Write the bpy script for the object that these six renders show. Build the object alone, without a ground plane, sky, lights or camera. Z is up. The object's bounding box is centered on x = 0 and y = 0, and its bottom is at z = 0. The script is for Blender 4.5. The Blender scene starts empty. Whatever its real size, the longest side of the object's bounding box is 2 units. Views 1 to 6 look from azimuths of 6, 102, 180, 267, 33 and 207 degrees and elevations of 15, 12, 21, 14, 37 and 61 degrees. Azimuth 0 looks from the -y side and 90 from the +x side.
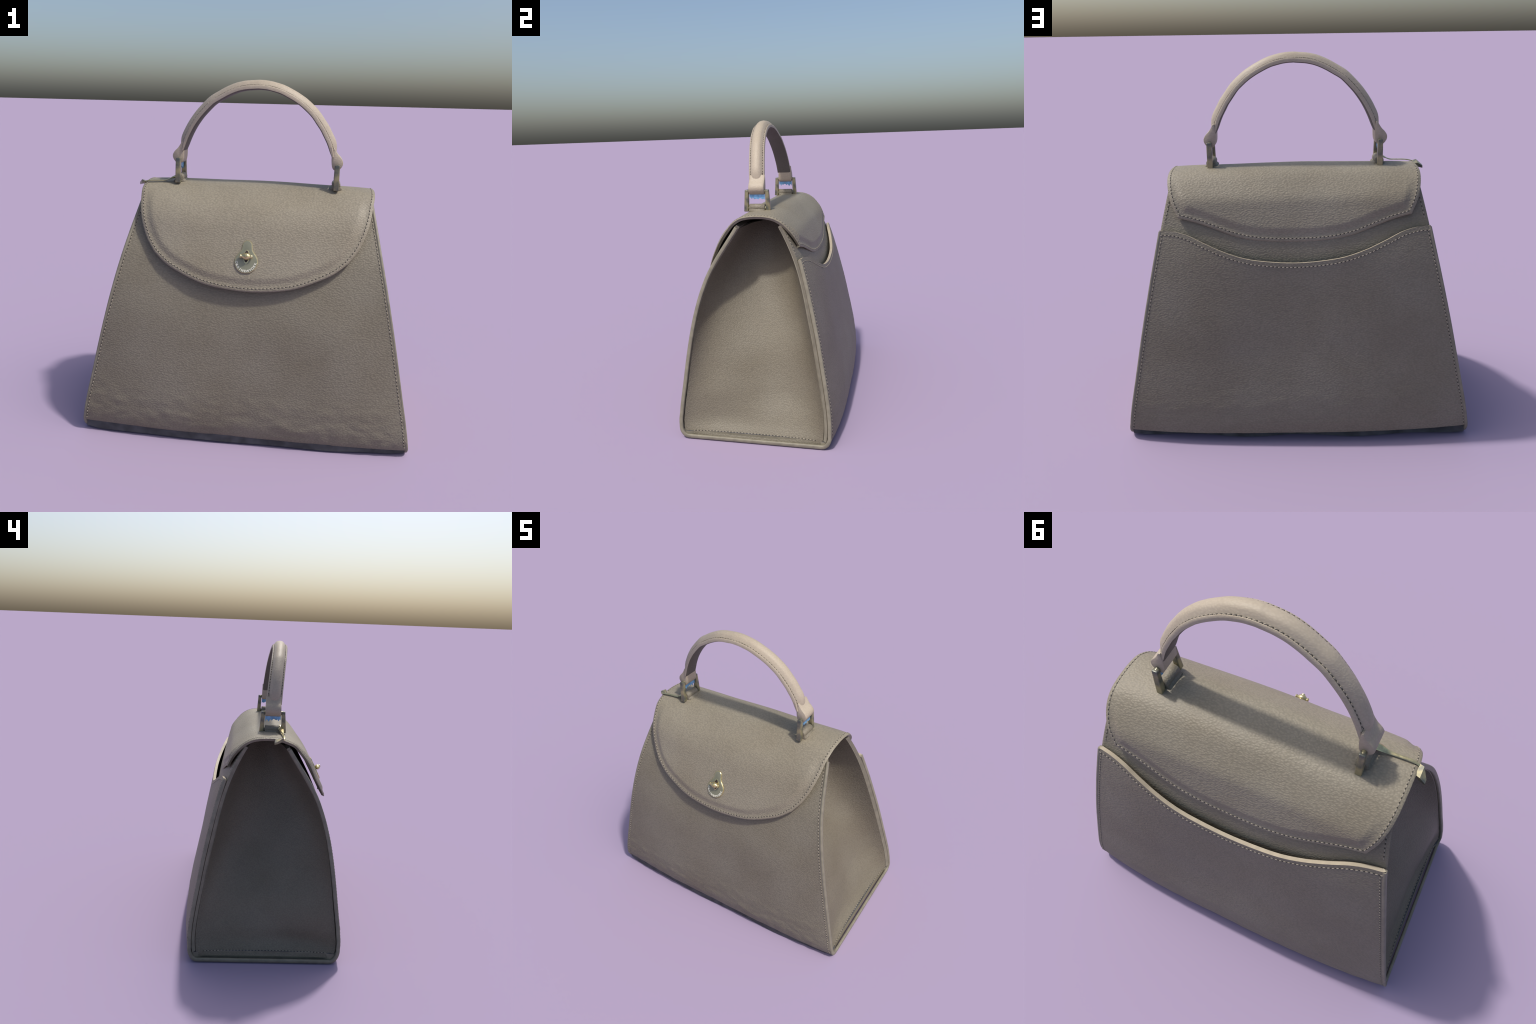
"""A structured leather top-handle handbag: trapezoid body, D-shaped front flap with
turn lock, scalloped back flap over an open slip pocket, arched padded handle."""
import bpy, bmesh, math
import numpy as np
from mathutils import Vector, Matrix, noise

# ------------------------------------------------------------------ helpers
def hermite(xs, ys):
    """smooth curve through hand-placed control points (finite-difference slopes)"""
    xs = np.array(xs, float); ys = np.array(ys, float)
    h = np.diff(xs); d = np.diff(ys) / h
    m = np.empty_like(xs); m[0] = d[0]; m[-1] = d[-1]
    m[1:-1] = (d[:-1] * h[1:] + d[1:] * h[:-1]) / (h[:-1] + h[1:])
    def f(x):
        x = np.clip(np.asarray(x, float), xs[0], xs[-1])
        i = np.clip(np.searchsorted(xs, x) - 1, 0, len(xs) - 2)
        s = (x - xs[i]) / h[i]
        return ((2*s**3 - 3*s**2 + 1) * ys[i] + (s**3 - 2*s**2 + s) * h[i] * m[i]
                + (-2*s**3 + 3*s**2) * ys[i+1] + (s**3 - s**2) * h[i] * m[i+1])
    return f

def sstep(a, b, x):
    t = np.clip((np.asarray(x, float) - a) / (b - a), 0, 1)
    return t * t * (3 - 2 * t)

def lump(x, y, z, freq, seed):
    return noise.noise(Vector((x * freq + seed, y * freq + seed * 1.7, z * freq - seed)))

def lumps(P, freq, amp, seed):
    flat = P.reshape(-1, 3)
    return amp * np.array([lump(*p, freq, seed) for p in flat]).reshape(P.shape[:-1])

def grid_normals(P):
    dx = np.gradient(P, axis=0); dy = np.gradient(P, axis=1)
    n = np.cross(dx, dy)
    return n / np.maximum(np.linalg.norm(n, axis=-1, keepdims=True), 1e-9)

def mesh_object(name, verts, faces, mats, mat_index=None, sharp=50.0, smooth=True):
    me = bpy.data.meshes.new(name)
    me.from_pydata([tuple(v) for v in verts], [], faces)
    for m in mats:
        me.materials.append(m)
    if mat_index is not None:
        me.polygons.foreach_set("material_index", mat_index)
    bm = bmesh.new(); bm.from_mesh(me)
    bmesh.ops.recalc_face_normals(bm, faces=bm.faces)
    lim = math.radians(sharp)
    for f in bm.faces:
        f.smooth = smooth
    for e in bm.edges:
        e.smooth = not (len(e.link_faces) == 2 and e.calc_face_angle(0.0) > lim)
    bm.to_mesh(me); bm.free()
    ob = bpy.data.objects.new(name, me)
    bpy.context.scene.collection.objects.link(ob)
    return ob

def sheet(name, P, thick, mats, out, sharp=50.0):
    """leather sheet: outer grid P (r,c,3), a lining grid 'thick' behind it, closed edges.
    materials: 0 outer face, 1 lining, 2 cut edge"""
    r, c = P.shape[:2]
    N = grid_normals(P)
    if (N[r // 2, c // 2] * np.array(out)).sum() < 0:      # 'out' tells which way the good face looks
        N = -N
    Q = P - N * thick
    verts = np.concatenate([P.reshape(-1, 3), Q.reshape(-1, 3)])
    n = r * c
    faces, mi = [], []
    for i in range(r - 1):
        for j in range(c - 1):
            a = i * c + j
            faces.append((a, a + 1, a + c + 1, a + c)); mi.append(0)
            faces.append((n + a, n + a + c, n + a + c + 1, n + a + 1)); mi.append(1)
    loop = ([(0, j) for j in range(c)] + [(i, c - 1) for i in range(1, r)]
            + [(r - 1, j) for j in range(c - 2, -1, -1)] + [(i, 0) for i in range(r - 2, 0, -1)])
    ids = [i * c + j for i, j in loop]
    for k in range(len(ids)):
        a, b = ids[k], ids[(k + 1) % len(ids)]
        faces.append((a, n + a, n + b, b)); mi.append(2)
    return mesh_object(name, verts, faces, mats, mi, sharp), N

def sweep(name, rings, mats, closed=False, caps=True, sharp=50.0, mat_fn=None):
    """loft of equal-length closed cross-section rings"""
    n = len(rings[0]); verts = [v for r in rings for v in r]
    faces, mi = [], []
    m = len(rings)
    for i in range(m if closed else m - 1):
        for j in range(n):
            a, b = i * n + j, i * n + (j + 1) % n
            k = ((i + 1) % m) * n
            faces.append((a, b, k + (j + 1) % n, k + j)); mi.append(mat_fn(j) if mat_fn else 0)
    if caps and not closed:
        faces.append(tuple(range(n))[::-1]); mi.append(0)
        faces.append(tuple((m - 1) * n + j for j in range(n))); mi.append(0)
    return mesh_object(name, verts, faces, mats, mi, sharp)

def bevel_box(name, size, bevel, mats, taper=None):
    bm = bmesh.new(); bmesh.ops.create_cube(bm, size=1.0)
    for v in bm.verts:
        v.co = Vector((v.co.x * size[0], v.co.y * size[1], v.co.z * size[2]))
        if taper:
            taper(v)
    bmesh.ops.bevel(bm, geom=list(bm.edges), offset=bevel, segments=3, profile=0.6, affect='EDGES')
    me = bpy.data.meshes.new(name); bm.to_mesh(me); bm.free()
    for m in mats: me.materials.append(m)
    for p in me.polygons: p.use_smooth = True
    ob = bpy.data.objects.new(name, me); bpy.context.scene.collection.objects.link(ob)
    return ob

# ------------------------------------------------------------------ materials
def nodes_of(name):
    m = bpy.data.materials.new(name); m.use_nodes = True
    nt = m.node_tree; nt.nodes.clear()
    out = nt.nodes.new("ShaderNodeOutputMaterial")
    b = nt.nodes.new("ShaderNodeBsdfPrincipled")
    nt.links.new(b.outputs[0], out.inputs[0])
    return m, nt, b

def leather(name, colour, grain=1.0, rough=0.55, mottle=0.10, spec=0.4):
    m, nt, b = nodes_of(name); N = nt.nodes; L = nt.links
    tc = N.new("ShaderNodeTexCoord")
    mp = N.new("ShaderNodeMapping"); mp.inputs["Scale"].default_value = (0.55, 0.80, 1.05)
    L.new(tc.outputs["Object"], mp.inputs[0])
    warp = N.new("ShaderNodeTexNoise"); warp.inputs["Scale"].default_value = 40; warp.inputs["Detail"].default_value = 2
    L.new(mp.outputs[0], warp.inputs["Vector"])
    mixv = N.new("ShaderNodeMix"); mixv.data_type = 'VECTOR'; mixv.inputs[0].default_value = 0.007
    L.new(mp.outputs[0], mixv.inputs[4]); L.new(warp.outputs["Color"], mixv.inputs[5])
    vo = N.new("ShaderNodeTexVoronoi"); vo.feature = 'SMOOTH_F1'; vo.inputs["Scale"].default_value = 150
    vo.inputs["Smoothness"].default_value = 0.35
    L.new(mixv.outputs[1], vo.inputs["Vector"])
    cell = N.new("ShaderNodeMapRange"); cell.inputs[1].default_value = 0.15; cell.inputs[2].default_value = 0.75
    cell.inputs[3].default_value = 1.0; cell.inputs[4].default_value = 0.0
    L.new(vo.outputs["Distance"], cell.inputs[0])
    fine = N.new("ShaderNodeTexNoise"); fine.inputs["Scale"].default_value = 320; fine.inputs["Detail"].default_value = 3
    L.new(tc.outputs["Object"], fine.inputs["Vector"])
    big = N.new("ShaderNodeTexNoise"); big.inputs["Scale"].default_value = 3.2; big.inputs["Detail"].default_value = 4
    L.new(tc.outputs["Object"], big.inputs["Vector"])
    ramp = N.new("ShaderNodeValToRGB")
    c = np.array(colour)
    lo, hi = c * (1 - mottle), c * (1 + mottle * 0.8)
    warm = np.array([1.03, 1.0, 0.95])
    ramp.color_ramp.elements[0].position = 0.3; ramp.color_ramp.elements[0].color = (*(lo * warm), 1)
    ramp.color_ramp.elements[1].position = 0.7; ramp.color_ramp.elements[1].color = (*hi, 1)
    L.new(big.outputs["Fac"], ramp.inputs[0])
    gr = N.new("ShaderNodeMapRange"); gr.inputs[3].default_value = 1 - 0.17 * grain; gr.inputs[4].default_value = 1.04
    L.new(cell.outputs[0], gr.inputs[0])
    mul = N.new("ShaderNodeMix"); mul.data_type = 'RGBA'; mul.blend_type = 'MULTIPLY'; mul.inputs[0].default_value = 1
    L.new(ramp.outputs[0], mul.inputs[6]); L.new(gr.outputs[0], mul.inputs[7])
    L.new(mul.outputs[2], b.inputs["Base Color"])
    add = N.new("ShaderNodeMath"); add.operation = 'MULTIPLY_ADD'; add.inputs[1].default_value = 0.25
    L.new(fine.outputs["Fac"], add.inputs[0]); L.new(cell.outputs[0], add.inputs[2])
    bp = N.new("ShaderNodeBump"); bp.inputs["Strength"].default_value = 0.40 * grain; bp.inputs["Distance"].default_value = 0.0026
    L.new(add.outputs[0], bp.inputs["Height"]); L.new(bp.outputs[0], b.inputs["Normal"])
    b.inputs["Roughness"].default_value = rough
    b.inputs["Specular IOR Level"].default_value = spec
    return m

def plain(name, colour, rough=0.6, metal=0.0, vary=0.12, scale=25, second=None, bump=0.0, spec=0.5):
    m, nt, b = nodes_of(name); N = nt.nodes; L = nt.links
    tc = N.new("ShaderNodeTexCoord")
    no = N.new("ShaderNodeTexNoise"); no.inputs["Scale"].default_value = scale; no.inputs["Detail"].default_value = 4
    L.new(tc.outputs["Object"], no.inputs["Vector"])
    rp = N.new("ShaderNodeValToRGB"); c = np.array(colour)
    s = np.array(second) if second is not None else c * (1 + vary)
    rp.color_ramp.elements[0].position = 0.35; rp.color_ramp.elements[0].color = (*(c * (1 - vary)), 1)
    rp.color_ramp.elements[1].position = 0.65; rp.color_ramp.elements[1].color = (*s, 1)
    L.new(no.outputs["Fac"], rp.inputs[0]); L.new(rp.outputs[0], b.inputs["Base Color"])
    b.inputs["Roughness"].default_value = rough; b.inputs["Metallic"].default_value = metal
    b.inputs["Specular IOR Level"].default_value = spec
    if bump:
        bp = N.new("ShaderNodeBump"); bp.inputs["Strength"].default_value = bump; bp.inputs["Distance"].default_value = 0.004
        L.new(no.outputs["Fac"], bp.inputs["Height"]); L.new(bp.outputs[0], b.inputs["Normal"])
    return m

TAUPE = (0.196, 0.176, 0.132)  # body colour lowered towards the shade baked into the panels
M_BODY = leather("taupe_grained_leather", TAUPE)
M_FLAP = leather("taupe_flap_leather", (0.246, 0.220, 0.165))  # same leather, lightened because more daylight falls on the flap
M_GUSSET = leather("gusset_leather", (0.158, 0.141, 0.104))  # darkened: occlusion shade of the deep fold is in this colour
M_HANDLE = leather("handle_leather", (0.375, 0.323, 0.250), grain=0.35, mottle=0.06)
M_LINING = plain("dark_suede_lining", (0.035, 0.032, 0.032), rough=0.9, vary=0.2, spec=0.2)
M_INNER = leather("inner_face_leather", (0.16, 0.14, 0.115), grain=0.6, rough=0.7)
M_UNDER = leather("handle_underside_leather", (0.105, 0.095, 0.082), grain=0.4, rough=0.7)  # shadow under the arch painted into the base colour
M_POCKETIN = plain("bounce_tinted_pocket_lining", (0.20, 0.15, 0.09), rough=0.85, vary=0.2, spec=0.2)  # brown tint is warm bounce light inside the pocket mouth
M_EDGE = plain("painted_leather_edge", (0.190, 0.173, 0.128), rough=0.5)
M_RIM = plain("pale_cut_edge", (0.38, 0.33, 0.245), rough=0.55, vary=0.08)  # paler than the other panel edges
M_THREAD = plain("taupe_thread", (0.29, 0.255, 0.20), rough=0.7, vary=0.1)
M_HOLE = plain("needle_hole", (0.042, 0.037, 0.030), rough=0.9)
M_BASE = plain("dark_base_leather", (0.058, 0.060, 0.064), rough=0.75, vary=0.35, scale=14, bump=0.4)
M_METAL = plain("brushed_green_gold_metal", (0.115, 0.125, 0.11), rough=0.32, metal=0.35, second=(0.33, 0.29, 0.16), scale=22, vary=0.2)
M_SKY_REFLECTION = plain("painted_sky_reflection", (0.16, 0.36, 0.58), rough=0.35, metal=0.2, vary=0.3, scale=40)
M_PLATE = plain("grey_green_lock_metal", (0.215, 0.215, 0.150), rough=0.38, metal=0.25, vary=0.15, scale=18)
M_GOLD = plain("pale_gold_metal", (0.62, 0.53, 0.28), rough=0.22, metal=0.85, vary=0.15, scale=60)
M_LETTER = plain("cream_enamel", (0.72, 0.70, 0.60), rough=0.5, vary=0.05)
M_SLOT = plain("dark_slot", (0.03, 0.018, 0.015), rough=0.6)

# ------------------------------------------------------------------ body profiles (metres)
ZS = [.03, .05, .1, .2, .35, .5, .65, .8, .95, 1.05, 1.15, 1.25, 1.3, 1.36]
half_width = hermite(ZS, [.928, .930, .923, .905, .8735, .843, .812, .7795, .746, .723, .701, .679, .668, .655])
front_edge = hermite(ZS, [-.470, -.484, -.495, -.490, -.4725, -.4545, -.433, -.404, -.361, -.321, -.265, -.200, -.167, -.130])
pocket_edge = hermite(ZS, [.462, .474, .482, .480, .460, .434, .407, .375, .340, .314, .284, .245, .22, .18])
back_edge = hermite(ZS, [.440, .452, .460, .458, .438, .412, .385, .353, .320, .293, .258, .213, .187, .152])
swell_f = hermite([.03, .10, .2, .35, .5, .7, .85, 1.0, 1.2, 1.36], [.026, .031, .040, .044, .040, .032, .018, .008, .006, .002])
swell_b = hermite([.03, .15, .35, .7, .9, 1.0, 1.1, 1.2, 1.36], [0, .012, .02, .020, .018, .022, .024, .020, .01])
swell_p = hermite([.03, .10, .2, .35, .5, .7, .9, 1.0, 1.2, 1.36], [.048, .050, .046, .040, .036, .034, .034, .034, .02, .01])
EDGE = 0.024            # thickness of the stiff panels

def panel_grid(edge, swell, sgn, z_low, z_top, nt=121, nz=110, seed=1.0, crumple=0.0, inset=0.0):
    """a stiff panel: straight side edges, gently swollen between them. z_top(t) is its upper rim"""
    P = np.zeros((nz, nt, 3))
    ts = np.sin(np.linspace(-1, 1, nt) * math.pi / 2 * 0.92) / math.sin(math.pi / 2 * 0.92)
    qs = np.linspace(0, 1, nz)
    for j, t in enumerate(ts):
        z = z_low + (z_top(t) - z_low) * qs
        P[:, j, 0] = t * (half_width(z) - inset)
        P[:, j, 1] = edge(z) + sgn * swell(z) * (1 - abs(t) ** 3.2)
        P[:, j, 2] = z
    amp = lumps(P, 2.3, 0.004, seed) * (1 - np.abs(ts)[None, :] ** 6)
    if crumple:
        low = sstep(0.42, 0.12, P[..., 2]) * sstep(0.03, 0.08, P[..., 2])
        stretched = P * np.array([1.0, 1.0, 2.0])
        amp = amp + (np.abs(lumps(stretched, 9, crumple, seed + 4)) + lumps(stretched, 17, crumple * 0.45, seed + 9)) * low
    P[..., 1] += sgn * amp
    # rounded border: the outermost few millimetres turn in towards the cut edge
    x_in = half_width(P[..., 2]) - np.abs(P[..., 0])
    P[..., 1] -= sgn * 0.006 * np.clip(1 - x_in / 0.012, 0, 1) ** 2
    return P, ts

ROOT = bpy.data.objects.new("handbag", None)
bpy.context.scene.collection.objects.link(ROOT)
ROOT["label"] = "taupe grained leather top-handle handbag with turn-lock flap"
ROOT["category"] = "handbag"

def child(ob, parent=None):
    ob.parent = parent or ROOT
    return ob

# front panel
PF, TS = panel_grid(front_edge, swell_f, -1, .050, lambda t: 1.355, seed=1.3, crumple=0.007)
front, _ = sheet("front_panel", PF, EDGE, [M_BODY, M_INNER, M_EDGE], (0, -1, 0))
child(front)
# back panel (behind the pocket)
PB, _ = panel_grid(back_edge, swell_b, 1, .06, lambda t: 1.355, seed=2.1, inset=0.002)
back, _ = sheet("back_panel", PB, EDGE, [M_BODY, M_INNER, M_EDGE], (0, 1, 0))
child(back)
# slip pocket panel with its swooping rim
pocket_rim = hermite([-1, -.9, -.8, -.66, -.5, -.35, -.18, 0, .18, .35, .5, .66, .8, .9, 1],
                     [1.152, 1.150, 1.135, 1.095, 1.050, 1.018, 1.000, .993, 1.000, 1.018, 1.050, 1.095, 1.135, 1.150, 1.152])
PP, _ = panel_grid(pocket_edge, swell_p, 1, .062, pocket_rim, seed=3.7, crumple=0.003)
# the mouth of the pocket stands away from the bag a little between the seams
mouth = np.linspace(0, 1, PP.shape[0])[:, None] ** 6 * (1 - np.abs(TS)[None, :] ** 4)
PP[..., 1] += 0.010 * mouth
pocket, _ = sheet("pocket_panel", PP, 0.020, [M_BODY, M_POCKETIN, M_RIM], (0, 1, 0))
# side edges of the pocket are the same paint as the other panel edges
pocket.data.materials.append(M_EDGE)
for p in pocket.data.polygons:
    if p.material_index == 2 and p.center.z < 1.10 and abs(p.center.x) > 0.69 or (p.material_index == 2 and p.center.z < .1):
        p.material_index = 3
child(pocket)

# gussets: soft end walls sunk between the stiff panels, folding inwards at the top
# how far the soft end wall is drawn in behind the panel edges, along its middle line
SINK_Z = [.02, .05, .10, .20, .35, .5, .65, .8, .97, 1.15, 1.25, 1.33]
gusset_sink = {1: hermite(SINK_Z, [.004, .024, .056, .090, .122, .160, .208, .255, .305, .350, .372, .392]),
               -1: hermite(SINK_Z, [.004, .024, .054, .052, .072, .138, .203, .252, .298, .335, .350, .365])}
GUSSETS = []
def gusset(sign, seed):
    nz, ns = 90, 60
    P = np.zeros((nz, ns, 3))
    for i, z in enumerate(np.linspace(.026, 1.33, nz)):
        s = np.linspace(-1, 1, ns)
        y0, y1 = float(front_edge(z)) + .027, float(back_edge(z)) - .027
        y = (y0 + y1) / 2 + s * (y1 - y0) / 2
        across = .55 * (1 - s ** 2) + .45 * (1 - np.abs(s) ** 7)
        skew = .075 * s * (1 - s ** 2) * float(sstep(.08, .30, z)) * (1 - (.9 if sign > 0 else 1.7) * float(sstep(.62, 1.12, z)))   # deepest towards the back seam
        x = float(half_width(z)) - .016 - float(gusset_sink[sign](z)) * across - skew
        P[i, :, 0] = sign * x; P[i, :, 1] = y; P[i, :, 2] = z
    amp = lumps(P, 3.0, 0.010, seed) * sstep(.03, .15, P[..., 2])
    edge_fade = 1 - np.abs(np.linspace(-1, 1, ns))[None, :] ** 4
    P[..., 0] += sign * amp * edge_fade
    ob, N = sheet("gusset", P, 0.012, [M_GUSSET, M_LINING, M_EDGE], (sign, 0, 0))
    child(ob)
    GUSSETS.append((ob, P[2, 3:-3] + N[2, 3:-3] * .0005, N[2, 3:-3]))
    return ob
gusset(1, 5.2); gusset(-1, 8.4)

# edge binding: rolled leather lip round each end, down one panel, under the base, up the other
def edge_binding(sign):
    sole = .016 + .011 * sign * .93                       # both ends rest level on the ground
    path = []
    for z in np.linspace(1.34, .10, 70):
        path.append((float(front_edge(z)) + .011, z))
    for a in np.linspace(0, math.pi / 2, 12)[1:]:
        path.append((-.434 - .050 * math.cos(a), .094 - (.094 - sole) * math.sin(a)))
    for y in np.linspace(-.40, .40, 30):
        path.append((y, sole))
    for a in np.linspace(math.pi / 2, 0, 12)[:-1]:
        path.append((.424 + .050 * math.cos(a), .094 - (.094 - sole) * math.sin(a)))
    for z in np.linspace(.10, 1.145, 60):
        path.append((float(pocket_edge(z)) - .010, z))
    p = np.array(path); t = np.gradient(p, axis=0); t /= np.linalg.norm(t, axis=1, keepdims=True)
    rings = []
    for (y, z), (ty, tz) in zip(p, t):
        n = (-tz, ty)
        x = float(half_width(max(z, .05))) - .006
        ring = []
        for k in range(12):
            a = 2 * math.pi * k / 12
            ca = math.copysign(abs(math.cos(a)) ** .6, math.cos(a)); sa = math.copysign(abs(math.sin(a)) ** .6, math.sin(a))
            ring.append(Vector((sign * (x + .0095 * ca), y + n[0] * .0125 * sa, z + n[1] * .0125 * sa)))
        rings.append(ring)
    return child(sweep("edge_binding", rings, [M_EDGE], sharp=60))
edge_binding(1); edge_binding(-1)

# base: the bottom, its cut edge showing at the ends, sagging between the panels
def base():
    nx, ny = 121, 45
    P = np.zeros((nx, ny, 3)); Q = np.zeros((nx, ny, 3))
    for i, u in enumerate(np.linspace(-1, 1, nx)):
        x = u * .896
        end = sstep(.90, .99, abs(u))
        yf = -.474 - .036 * (1 - abs(u) ** 3.2) + .004 * math.sin(9 * u)
        yb = .468 + .032 * (1 - abs(u) ** 3.2) - .012 * (1 - end) * (1 + .8 * math.cos(3 * math.pi * u))
        for j, s in enumerate(np.linspace(-1, 1, ny)):
            y = (yf + yb) / 2 + s * (yb - yf) / 2
            corner = np.clip((abs(s) - .90) / .10, 0, 1) ** 2
            wave = .010 * (0.5 + 0.5 * math.cos(3 * math.pi * u + 1.2)) * sstep(.6, 1, s)
            z = .006 * end + .010 * corner + .4 * wave + .004 * lump(x, y, 0, 6, 3.3) * (1 - end)
            x = u * (.896 + .022 * float(sstep(.80, .93, abs(s))))
            Q[i, j] = (x, y, max(z, 0.0) + .011 * x); P[i, j] = (x, y - .045 * corner * (s > 0) * (1 - end), (.056 if s < 0 else .056 + .014 * corner * (1 - end)))   # sole stands level on the ground
    n = nx * ny
    verts = np.concatenate([P.reshape(-1, 3), Q.reshape(-1, 3)])
    faces, mi = [], []
    for i in range(nx - 1):
        for j in range(ny - 1):
            a = i * ny + j
            faces += [(a, a + 1, a + ny + 1, a + ny), (n + a, n + a + ny, n + a + ny + 1, n + a + 1)]; mi += [0, 0]
    for j in range(ny - 1):
        for i0 in (0, nx - 1):
            a = i0 * ny + j; faces.append((a, a + 1, n + a + 1, n + a)); mi.append(1)
    for i in range(nx - 1):
        for j0 in (0, ny - 1):
            a = i * ny + j0; faces.append((a, a + ny, n + a + ny, n + a)); mi.append(0)
    return child(mesh_object("base", verts, faces, [M_BASE, M_EDGE], mi))
base()

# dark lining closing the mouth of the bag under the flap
def lining():
    P = np.zeros((24, 24, 3))
    for i, u in enumerate(np.linspace(-1, 1, 24)):
        for j, s in enumerate(np.linspace(-1, 1, 24)):
            P[i, j] = (u * .255, s * .15 + .01, 1.335 - .03 * (1 - s * s) - .03 * u * u + .012 * lump(u * 2, s, 0, 2, 9))
    return child(sheet("lining", P, .01, [M_LINING] * 3, (0, 0, 1))[0])
lining()

# ------------------------------------------------------------------ flap
PROFILE = [(-.447, .850), (-.425, .905), (-.394, .975), (-.356, 1.055), (-.314, 1.140), (-.254, 1.250), (-.202, 1.322),
           (-.152, 1.374), (-.104, 1.401), (-.050, 1.412), (0, 1.415), (.06, 1.412), (.112, 1.401), (.157, 1.377),
           (.203, 1.332), (.234, 1.288), (.258, 1.235), (.289, 1.160), (.313, 1.100), (.332, 1.045)]
pr = np.array(PROFILE); arc = np.concatenate([[0], np.cumsum(np.linalg.norm(np.diff(pr, axis=0), axis=1))])
arc -= arc[10]                                   # u = 0 on the ridge, negative towards the front
prof_y, prof_z = hermite(arc, pr[:, 0]), hermite(arc, pr[:, 1])
dense = np.linspace(arc[0], arc[-1], 3000)
dz = prof_z(dense)
def u_front(z): k = dense < 0; return float(np.interp(z, dz[k], dense[k]))
def u_back(z): k = dense > 0; return float(np.interp(-z, -dz[k], dense[k]))
TOPW = .667
front_side = [(TOPW, u_front(1.412)), (.665, u_front(1.39)), (.657, u_front(1.35)), (.644, u_front(1.275)), (.621, u_front(1.20)), (.585, u_front(1.125)), (.535, u_front(1.058))]
front_rim = [(.535, u_front(1.058)), (.465, u_front(1.004)), (.363, u_front(.954)), (.25, u_front(.914)), (.12, u_front(.893)), (0.0, u_front(.886))]
back_side = [(TOPW, u_back(1.412)), (.664, u_back(1.385)), (.655, u_back(1.34)), (.640, u_back(1.29)), (.603, u_back(1.213))]
back_rim = [(.603, u_back(1.213)), (.515, u_back(1.192)), (.41, u_back(1.156)), (.30, u_back(1.118)), (.20, u_back(1.099)), (.10, u_back(1.091)), (0, u_back(1.089))]

def poly_curve(pts):
    p = np.array(pts); s = np.concatenate([[0], np.cumsum(np.linalg.norm(np.diff(p, axis=0), axis=1))])
    s /= s[-1]; fx, fu = hermite(s, p[:, 0]), hermite(s, p[:, 1])
    return lambda q: np.stack([fx(q), fu(q)], -1)

def mirrored(pts):                                # right half, tip last -> full left-to-right curve
    right = pts[::-1]
    return [(-x, u) for x, u in pts[:-1]] + right

def coons(side_pts, rim_pts, nt, nq):
    start_u = 0.0
    side = poly_curve([(TOPW, 0.0)] + side_pts); rim = poly_curve(mirrored(rim_pts))
    ts = np.linspace(0, 1, nt)
    qs = 1 - (1 - np.linspace(0, 1, nq)) ** 1.25
    R_ = side(qs); L_ = R_ * np.array([-1, 1]); B = rim(ts)
    T = np.stack([(ts * 2 - 1) * TOPW, np.zeros(nt)], -1)
    G = np.zeros((nq, nt, 2))
    for i, q in enumerate(qs):
        for j, t in enumerate(ts):
            G[i, j] = ((1 - q) * T[j] + q * B[j] + (1 - t) * L_[i] + t * R_[i]
                       - ((1 - q) * (1 - t) * T[0] + (1 - q) * t * T[-1] + q * (1 - t) * B[0] + q * t * B[-1]))
    return G

GF = coons(front_side, front_rim, 141, 80)
GB = coons(back_side, back_rim, 141, 56)
G = np.concatenate([GF[::-1], GB[1:]])            # front rim ... ridge ... back rim
outline = np.concatenate([G[0], G[:, -1], G[-1][::-1], G[::-1, 0]])
_seg_a, _seg_b = outline, np.roll(outline, -1, axis=0)
def rim_distance(pts):
    flat = pts.reshape(-1, 2); out = np.full(len(flat), 9.0)
    ab = _seg_b - _seg_a; L2 = np.maximum((ab ** 2).sum(1), 1e-12)
    for k in range(0, len(flat), 2000):
        p = flat[k:k + 2000][:, None, :]
        t = np.clip(((p - _seg_a) * ab).sum(2) / L2, 0, 1)
        d = np.linalg.norm(p - (_seg_a + t[..., None] * ab), axis=2).min(1)
        out[k:k + 2000] = d
    return out.reshape(pts.shape[:-1])

def flap_base(x, u):
    y, z = prof_y(u), prof_z(u)
    e = 1e-3
    ty, tz = (prof_y(u + e) - prof_y(u - e)), (prof_z(u + e) - prof_z(u - e))
    l = np.sqrt(ty ** 2 + tz ** 2); ny, nz = -tz / l, ty / l          # outward in the yz plane
    return y, z, ny, nz

def flap_point(x, u, d, lift=0.0):
    x = np.asarray(x, float); u = np.asarray(u, float)
    y, z, ny, nz = flap_base(x, u)
    swell = .020 * (1 - (x / .667) ** 2) * sstep(.12, .40, -u) - .006 * (1 - (x / .667) ** 2) * sstep(.10, .25, u)
    swell = swell + .013 * sstep(-.15, -.55, x) * sstep(.10, .20, -u) * sstep(.48, .30, -u)      # one side of the front flap stands off more
    swell = swell + .013 * (1 - (x / .667) ** 4) * sstep(.20, .05, np.abs(u))
    border = sstep(1.395, 1.28, z)
    pad = .011 * sstep(.030, .075, d) * border
    cham = -.006 * np.clip(1 - d / .009, 0, 1) ** 2
    off = swell + pad + cham + lift
    return np.stack([x, y + ny * off, z + nz * off], -1)

D = rim_distance(G)
PFL = flap_point(G[..., 0], G[..., 1], D)
wob = lumps(PFL, 2.6, 0.005, 6.6)
_, _, ny_, nz_ = flap_base(G[..., 0], G[..., 1])
PFL[..., 1] += ny_ * wob; PFL[..., 2] += nz_ * wob
flap, NFL = sheet("flap", PFL, 0.019, [M_FLAP, M_LINING, M_EDGE], (0, 0, 1))
child(flap)

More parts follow.
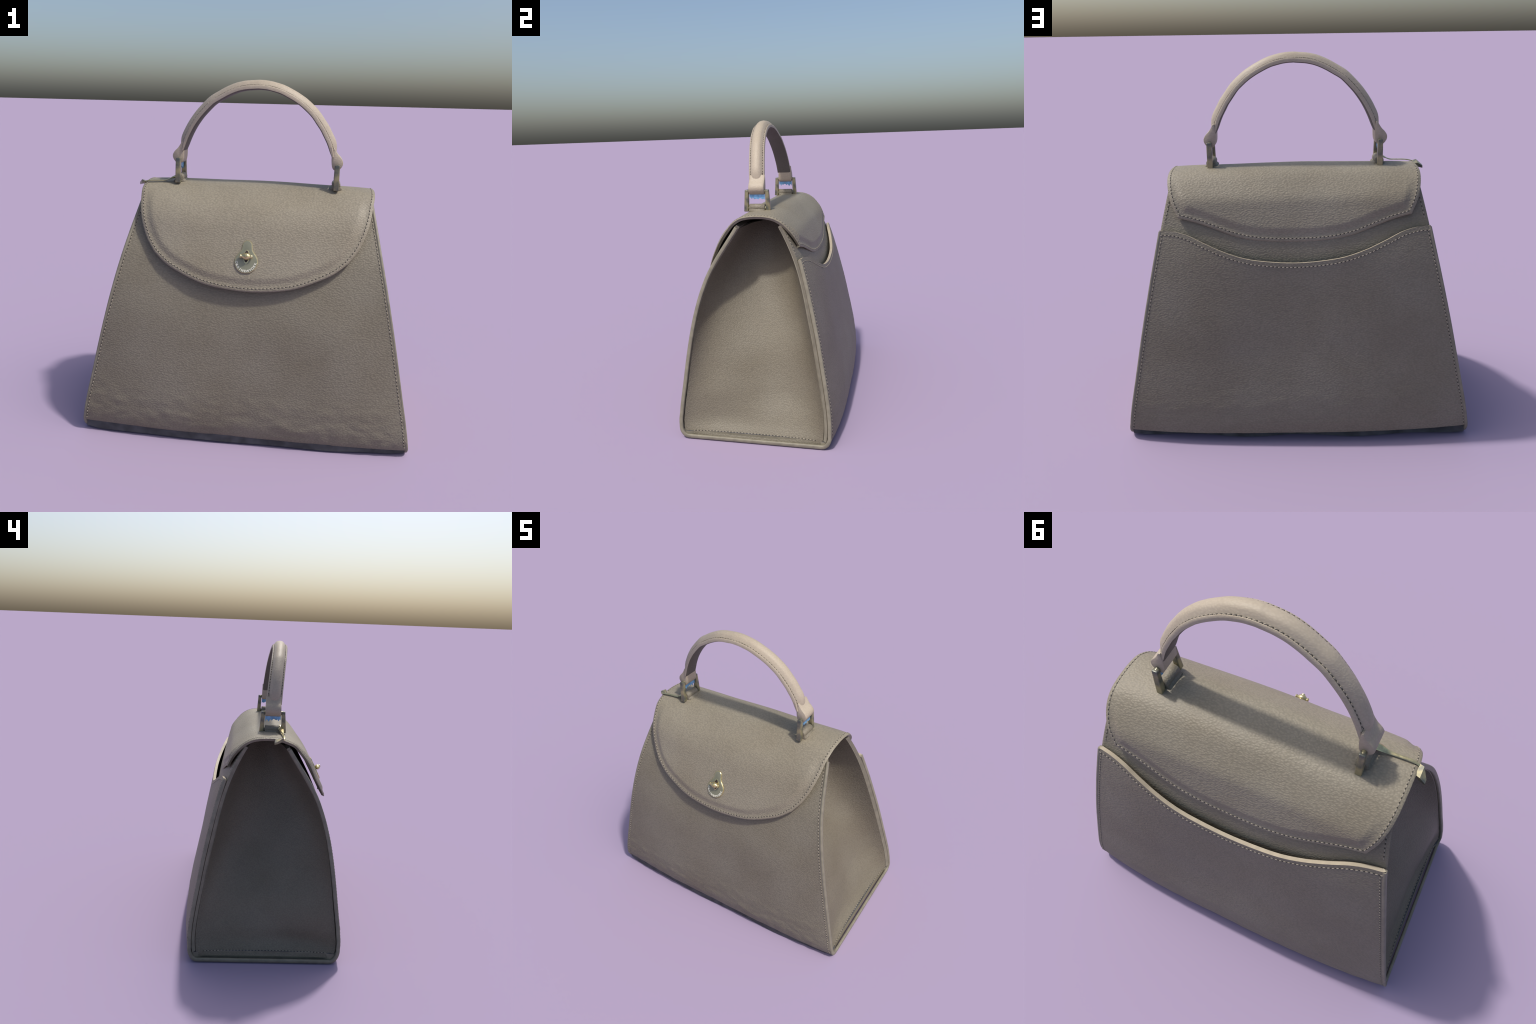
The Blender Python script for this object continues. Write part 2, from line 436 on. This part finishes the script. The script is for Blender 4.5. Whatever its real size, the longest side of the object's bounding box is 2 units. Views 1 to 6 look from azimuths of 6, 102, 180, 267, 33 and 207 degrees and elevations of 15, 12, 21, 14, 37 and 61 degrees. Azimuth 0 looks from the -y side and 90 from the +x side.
# ------------------------------------------------------------------ stitching
def stitch_run(path, normals, spacing, length, width, name, parent=None, skew=0.12, hole=True):
    """thread stitches and needle holes laid along a 3D path, joined into one part"""
    path = np.asarray(path, float); normals = np.asarray(normals, float)
    s = np.concatenate([[0], np.cumsum(np.linalg.norm(np.diff(path, axis=0), axis=1))])
    n = int(s[-1] / spacing)
    ks = (np.arange(n) + .5) * s[-1] / n
    verts, faces, mi = [], [], []
    ring = 6
    def ellipsoid(c, t, nrm, a, b, h, m):
        side = np.cross(nrm, t)
        base = len(verts)
        for q, rr in ((-1.0, 0.25), (-.6, .85), (0, 1.0), (.6, .85), (1.0, .25)):
            for k in range(ring):
                ang = 2 * math.pi * k / ring
                verts.append(c + t * a * q + side * b * rr * math.cos(ang) + nrm * h * rr * math.sin(ang))
        for i in range(4):
            for k in range(ring):
                faces.append((base + i * ring + k, base + i * ring + (k + 1) % ring,
                              base + (i + 1) * ring + (k + 1) % ring, base + (i + 1) * ring + k)); mi.append(m)
        faces.append(tuple(base + k for k in range(ring))); mi.append(m)
        faces.append(tuple(base + 4 * ring + k for k in range(ring))); mi.append(m)
    for k in ks:
        c = np.array([np.interp(k, s, path[:, a]) for a in range(3)])
        c2 = np.array([np.interp(k + 1e-3, s, path[:, a]) for a in range(3)])
        c1 = np.array([np.interp(k - 1e-3, s, path[:, a]) for a in range(3)])
        t = c2 - c1; t /= np.linalg.norm(t) + 1e-12
        nr = np.array([np.interp(k, s, normals[:, a]) for a in range(3)]); nr -= t * (nr @ t); nr /= np.linalg.norm(nr) + 1e-12
        side = np.cross(nr, t)
        ts_ = t + side * skew; ts_ /= np.linalg.norm(ts_)
        ellipsoid(c + nr * .0005, ts_, nr, length / 2, width / 2, width * .45, 0)
        if hole:
            ellipsoid(c + t * s[-1] / n * .5 + nr * .0003, t, nr, (spacing - length) * .46, width * .62, .0010, 1)
    ob = mesh_object(name, verts, faces, [M_THREAD, M_HOLE], mi, sharp=80)
    ob["kind"] = "stuff"
    return child(ob, parent)

def surf_path(P, N, idx):
    i, j = zip(*idx)
    return P[list(i), list(j)], N[list(i), list(j)]

# flap stitching: a line 16 mm inside the rim
def inset_loop(offset):
    pts = outline[::2]
    nxt = np.roll(pts, -1, axis=0); prv = np.roll(pts, 1, axis=0)
    t = nxt - prv; t /= np.linalg.norm(t, axis=1, keepdims=True) + 1e-9
    nrm = np.stack([-t[:, 1], t[:, 0]], -1)
    c = pts.mean(0)
    test = np.sign(((c - pts) * nrm).sum(1)).sum()
    return pts + nrm * offset * (1 if test > 0 else -1)
loop = inset_loop(.017)
ok = rim_distance(loop) > .0165 * .97
loop = loop[ok]; loop = np.concatenate([loop, loop[:1]])
fp = flap_point(loop[:, 0], loop[:, 1], np.full(len(loop), .017))
_, _, ny_, nz_ = flap_base(loop[:, 0], loop[:, 1])
wob = lumps(fp, 2.6, 0.005, 6.6)
fn = np.stack([np.zeros(len(loop)), ny_, nz_], -1)
fp = fp + fn * wob[:, None]
stitch_run(fp, fn, .0205, .0125, .0050, "stitching", flap)

def panel_stitch(sgn, z0, z1, parent, obj_grid):
    """two vertical seams following the side edges of a panel"""
    for sx in (-1, 1):
        P = obj_grid
        rows = []
        for i in range(P.shape[0]):
            row = P[i] if sx > 0 else P[i][::-1]
            target = float(half_width(row[-1, 2])) - .020
            xs = np.abs(row[-30:, 0]); y = np.interp(target, xs, row[-30:, 1]); z = np.interp(target, xs, row[-30:, 2])
            if z0 < z < z1:
                rows.append((sx * target, y, z))
        rows = np.array(rows)
        nn = np.tile([0, sgn, 0.25], (len(rows), 1))
        stitch_run(rows, nn, .0205, .0125, .0048, "stitching", parent)
panel_stitch(-1, .05, 1.30, front, PF)
panel_stitch(1, .06, 1.13, pocket, PP)
panel_stitch(1, 1.165, 1.30, back, PB)
for g_ob, g_p, g_n in GUSSETS:                        # seam along the foot of each gusset
    stitch_run(g_p, g_n, .0205, .0125, .0048, "stitching", g_ob)
# pocket mouth stitching, 20 mm below the rim
rim_rows = []
for j in range(2, PP.shape[1] - 2):
    col = PP[:, j]; zt = col[-1, 2] - .022
    rim_rows.append((np.interp(zt, col[:, 2], col[:, 0]), np.interp(zt, col[:, 2], col[:, 1]), zt))
stitch_run(rim_rows, np.tile([0, 1, .3], (len(rim_rows), 1)), .0205, .0125, .0048, "stitching", pocket)

# ------------------------------------------------------------------ handle
HX = -.012                                           # centre of the arch
arch_t = hermite([0, .08, .155, .23, .295, .36, .41, .45, .470], [2.000, 1.993, 1.970, 1.932, 1.887, 1.820, 1.748, 1.668, 1.610])
def arch_points(n):
    xs = np.concatenate([np.linspace(-.470, .470, 400)])
    zs = arch_t(np.abs(xs))
    s = np.concatenate([[0], np.cumsum(np.hypot(np.diff(xs), np.diff(zs)))])
    q = np.linspace(0, s[-1], n)
    x, z = np.interp(q, s, xs), np.interp(q, s, zs)
    return x, z
def handle_y(x):                                     # the handle leans slightly to the front at its crown
    return -.037 - .012 * x - .044 * (1 - (x / .47) ** 2)
HW = .052
section = []                                         # (across, out) : flat strap with a padded roll on its outer face
for a, o in ((-1, -.005), (-1.0, .010), (-.90, .0155), (-.78, .0155), (-.70, .021), (-.55, .032), (-.35, .0395), (0, .043),
             (.35, .0395), (.55, .032), (.70, .021), (.78, .0155), (.90, .0155), (1.0, .010), (1.0, -.005), (.8, -.010), (0, -.010), (-.8, -.010)):
    section.append((a * HW, o - .043))
def handle():
    n = 130
    x, z = arch_points(n)
    tx, tz = np.gradient(x), np.gradient(z); l = np.hypot(tx, tz); tx /= l; tz /= l
    rings = []
    for i in range(n):
        out = Vector((-tz[i], 0, tx[i]))
        endf = min(i, n - 1 - i) / 9.0
        flat = 1 - .55 * max(0, 1 - endf) ** 2
        kink = .0022 * lump(x[i], 0, z[i], 14, 2.2)
        ring = []
        for a, o in section:
            oo = (-.043 + (o + .043) * flat) + kink
            ring.append(Vector((x[i] + HX, float(handle_y(x[i])) + a, z[i])) + out * oo)
        rings.append(ring)
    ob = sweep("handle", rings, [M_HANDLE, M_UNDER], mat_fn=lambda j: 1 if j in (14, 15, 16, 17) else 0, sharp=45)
    child(ob)
    for side in (-1, 1):
        pts, nn = [], []
        for i in range(5, n - 5):
            out = Vector((-tz[i], 0, tx[i]))
            pts.append(Vector((x[i] + HX, float(handle_y(x[i])) + side * HW * .80, z[i])) + out * (-.0268))
            nn.append(out)
        stitch_run(np.array(pts), np.array(nn), .0195, .0115, .0048, "stitching", ob)
    for e in (6, n - 7):                              # cross seam at each end of the padding
        out = Vector((-tz[e], 0, tx[e])); pts = []
        for a in np.linspace(-.78, .78, 24):
            pts.append(Vector((x[e] + HX, float(handle_y(x[e])) + a * HW, z[e])) + out * (-.0265 + .004 * (1 - a * a)))
        stitch_run(np.array(pts), np.tile(out, (len(pts), 1)), .0195, .0115, .0048, "stitching", ob)
    return ob
HANDLE = handle()

def hardware(sign):
    """rectangular metal ring between the handle loop and the tab on top of the bag"""
    cx = HX + sign * .455 + .004
    cy = float(handle_y(sign * .47)) + .004
    # leather loop at the foot of the handle, wrapped round the upper bar
    loop_xz = [(.436, 1.648), (.447, 1.628), (.460, 1.610), (.477, 1.593), (.488, 1.574), (.488, 1.555), (.477, 1.536), (.462, 1.524), (.446, 1.523),
               (.434, 1.532), (.427, 1.550), (.424, 1.582), (.424, 1.615), (.427, 1.648)]
    lp = np.array(loop_xz); ls = np.linspace(0, 1, len(lp)); lq = np.linspace(0, 1, 40)
    fx, fz = hermite(ls, lp[:, 0]), hermite(ls, lp[:, 1])
    prof = [(HX + sign * float(fx(q)), float(fz(q))) for q in lq]
    rings = [[Vector((px, cy + dy, pz)) for px, pz in prof] for dy in (-.0505, -.0485, -.03, 0, .03, .0485, .0505)]
    for i, sc in ((0, .93), (6, .93)):
        rings[i] = [Vector((cx + (v.x - cx) * sc, v.y, 1.57 + (v.z - 1.57) * sc)) for v in rings[i]]
    loop_ob = child(sweep("handle_loop", rings, [M_HANDLE], sharp=60))
    # ring
    ring = bpy.data.objects.new("handle_ring", None); bpy.context.scene.collection.objects.link(ring); child(ring)
    for sy in (-1, 1):
        def tp(v):
            if v.co.z > 0: v.co.x *= .92; v.co.y *= .80
        post = bevel_box("ring_post", (.030, .030, .142), .005, [M_METAL], tp)
        post.location = (cx, cy + sy * .0705, 1.484); post.rotation_euler = (sy * .05, 0, 0)
        child(post, ring)
    def rod(name, z, rad, mat, half):
        rings = [[Vector((cx + rr * math.cos(a), cy + yy, z + rr * math.sin(a))) for a in np.linspace(0, 2 * math.pi, 20, endpoint=False)]
                 for yy, rr in ((-half, rad * .9), (-half + .004, rad), (0, rad), (half - .004, rad), (half, rad * .9))]
        return child(sweep(name, rings, [mat], sharp=60), ring)
    rod("ring_bar", 1.545, .012, M_METAL, .068)
    # sky reflection modelled as a blue plate under the upper bar, ragged lower edge
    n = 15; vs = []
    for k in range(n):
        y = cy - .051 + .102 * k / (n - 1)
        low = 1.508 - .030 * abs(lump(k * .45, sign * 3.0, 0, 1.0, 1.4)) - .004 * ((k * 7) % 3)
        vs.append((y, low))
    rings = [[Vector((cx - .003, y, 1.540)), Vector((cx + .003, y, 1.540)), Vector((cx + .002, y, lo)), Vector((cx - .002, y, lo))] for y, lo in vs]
    child(sweep("sky_reflection_plate", rings, [M_SKY_REFLECTION], sharp=60), ring)
    rod("ring_bar", 1.436, .012, M_METAL, .068)
    # leather tab rolled over the lower bar and sewn down on the flap
    tab = []
    for k in range(21):
        a = math.pi * (-0.12 + 1.24 * k / 20)
        tab.append((cx + .0245 * math.cos(a), 1.440 + .0235 * math.sin(a)))
    tab = [(cx + .034, 1.4215)] + tab + [(cx - .034, 1.4215), (cx - .030, 1.408), (cx + .030, 1.408)]
    rings = [[Vector((cx + (px - cx) * s, cy + dy, 1.43 + (pz - 1.43) * s)) for px, pz in tab] for dy, s in ((-.052, .85), (-.049, 1), (0, 1), (.049, 1), (.052, .85))]
    tab_ob = child(sweep("leather_tab", rings, [M_BODY], sharp=60))
    for sx in (-1, 1):
        ys = np.linspace(-.060, .060, 20)
        X = cx + sx * .043
        zz = [float(np.interp(cy + y, prof_y(dense[400:2600]), dz[400:2600])) + .0012 for y in ys]
        pts = np.stack([np.full(20, X), cy + ys, np.array(zz)], -1)
        pts[:, 2] += lumps(pts, 2.6, .005, 6.6)
        stitch_run(pts, np.tile([0, 0, 1.0], (20, 1)), .0195, .0115, .0048, "stitching", tab_ob)
hardware(1); hardware(-1)

# ------------------------------------------------------------------ turn lock
def lock():
    c_z = 1.056
    k = u_front(c_z)
    lockx = -.012
    p0 = flap_point(lockx, k, .2)
    pa, pb = flap_point(lockx, u_front(c_z - .06), .2), flap_point(lockx, u_front(c_z + .06), .2)
    upv = Vector(pb - pa).normalized(); right = Vector((1, 0, 0)); nrm = right.cross(upv).normalized()
    if nrm.y > 0: nrm = -nrm
    M = Matrix((right, upv, nrm)).transposed().to_4x4(); M.translation = Vector(p0) + nrm * .002
    grp = bpy.data.objects.new("turn_lock", None); bpy.context.scene.collection.objects.link(grp); child(grp)
    # pear-shaped outline: big round foot, waisted neck, small round head
    R1, c1, R2, c2 = .0625, -.028, .0265, .066
    half = hermite([-1.0, -.97, -.88, -.7, -.4, 0, .25, .5, .72, .9, 1.08, 1.25, 1.40, 1.55, 1.70, 1.80, 1.86, 1.885],
                   [.0, .24, .475, .715, .915, 1.0, .97, .86, .70, .56, .475, .435, .425, .41, .345, .25, .14, 0])
    ts = np.concatenate([-np.cos(np.linspace(0, math.pi, 60))])
    ys = -1.0 + (ts + 1) / 2 * 2.885
    outline_r = [(float(half(v)) * R1, c1 + v * R1) for v in ys]
    pts = outline_r + [(-x, y) for x, y in outline_r[-2:0:-1]]
    def plate(name, scale_in, z0, z1, mat, dome=0.0):
        cen = Vector((0, c1 + .02))
        def ringat(inset, z):
            r = []
            m = len(pts)
            for i, (x, y) in enumerate(pts):
                a, b = Vector(pts[i - 1]), Vector(pts[(i + 1) % m]); t = (b - a); t.normalize() if t.length else None
                nn = Vector((t.y, -t.x))
                r.append(M @ Vector((x - nn.x * inset, y - nn.y * inset, z)))
            return r
        rings = [ringat(scale_in, z0), ringat(scale_in, z1 - .0015), ringat(scale_in + .0015, z1)]
        return child(sweep(name, rings, [mat], sharp=35), grp)
    plate("lock_rim", 0.0, -.004, .0055, M_GOLD)
    plate("lock_plate", .0032, -.004, .0068, M_PLATE)
    def lathe(name, prof, mat, centre, axis='z', n=28, sx=1.0, sy=1.0):
        rings = []
        for rr, h in prof:
            ring = []
            for a in np.linspace(0, 2 * math.pi, n, endpoint=False):
                if axis == 'z': v = Vector((rr * math.cos(a) * sx, rr * math.sin(a) * sy, h))
                else: v = Vector((h, rr * math.cos(a) * sx, rr * math.sin(a) * sy))
                ring.append(M @ (v + Vector(centre)))
            rings.append(ring)
        return child(sweep(name, rings, [mat], sharp=40), grp)
    lathe("lock_slot", [(.0165, .0), (.0165, .0076), (.014, .0082)], M_GOLD, (0, .0, 0), sy=2.35)
    lathe("slot_opening", [(.0125, .0), (.0125, .0088)], M_SLOT, (0, .0, 0), sy=2.6)
    lathe("turn_post", [(.010, .006), (.0085, .016), (.0085, .026)], M_GOLD, (0, 0, 0))
    lathe("turn_knob", [(.003, -.036), (.0085, -.0345), (.0105, -.030), (.0085, -.024), (.0120, -.019), (.0175, -.011), (.0195, 0),
                        (.0175, .011), (.0120, .019), (.0085, .024), (.0105, .030), (.0085, .0345), (.003, .036)], M_GOLD, (0, -.002, .024), axis='x')
    lathe("turn_knob_button", [(.010, .0), (.010, .012), (.008, .0165), (.003, .0175)], M_GOLD, (0, -.001, .030))
    # raised lettering along the lower rim
    word = "ORRINEWYORK"
    verts, faces = [], []
    for i, ch in enumerate(word):
        cu = bpy.data.curves.new("letter_shape", 'FONT'); cu.body = ch; cu.size = .0182; cu.align_x = 'CENTER'
        cu.extrude = .0008; cu.offset = .0003; cu.resolution_u = 3
        tmp = bpy.data.objects.new("letter_shape", cu); bpy.context.scene.collection.objects.link(tmp)
        bpy.context.view_layer.update()
        me = tmp.evaluated_get(bpy.context.evaluated_depsgraph_get()).to_mesh()
        ang = math.radians(187 + (350 - 187) * i / (len(word) - 1))
        cen = Vector((math.cos(ang), math.sin(ang), 0)) * .0575
        rot = Matrix.Rotation(ang + math.pi / 2, 4, 'Z')
        off = len(verts)
        for v in me.vertices:
            verts.append(M @ (rot @ v.co + cen + Vector((0, c1, .0072))))
        for p in me.polygons:
            faces.append(tuple(off + q for q in p.vertices))
        tmp.evaluated_get(bpy.context.evaluated_depsgraph_get()).to_mesh_clear()
        bpy.data.objects.remove(tmp); bpy.data.curves.remove(cu)
    child(mesh_object("lettering", verts, faces, [M_LETTER], smooth=False), grp)
lock()

# ------------------------------------------------------------------ cord with a small hang-tag at one end of the top
def hang_tag():
    grp = bpy.data.objects.new("hang_tag", None); bpy.context.scene.collection.objects.link(grp); child(grp)
    path = [(-.462, -.075, 1.452), (-.50, -.083, 1.440), (-.535, -.087, 1.424), (-.575, -.089, 1.421), (-.62, -.092, 1.419), (-.655, -.092, 1.413), (-.675, -.088, 1.404)]
    wid = [.018, .017, .010, .008, .008, .007, .006]
    p = np.array(path); s = np.linspace(0, 1, len(p)); q = np.linspace(0, 1, 40)
    f = [hermite(s, p[:, a]) for a in range(3)]; w = hermite(s, wid)
    rings = []
    for t in q:
        c = Vector([float(f[a](t)) for a in range(3)]); ww = float(w(t))
        h = .003 + .010 * max(0, 1 - t / .25)
        rings.append([c + Vector((0, ww * math.cos(a), h * math.sin(a))) for a in np.linspace(0, 2 * math.pi, 10, endpoint=False)])
    child(sweep("cord", rings, [M_GOLD], sharp=60), grp)
    ends = [[(-.664, -.095, 1.412), (-.664, -.045, 1.404), (-.664, -.045, 1.396), (-.664, -.095, 1.402)],
            [(-.684, -.085, 1.420), (-.684, -.035, 1.410), (-.684, -.035, 1.388), (-.684, -.085, 1.398)],
            [(-.710, -.045, 1.398), (-.710, -.028, 1.394), (-.710, -.028, 1.382), (-.710, -.045, 1.384)]]
    child(sweep("tag", [[Vector(v) for v in r] for r in ends], [M_METAL], sharp=30), grp)
hang_tag()

# the bag stands slightly turned and tipped
ROOT.rotation_euler = (0.0, 0.011, math.radians(-1.1))
ROOT.location = (-.001, 0.0, 0.0)
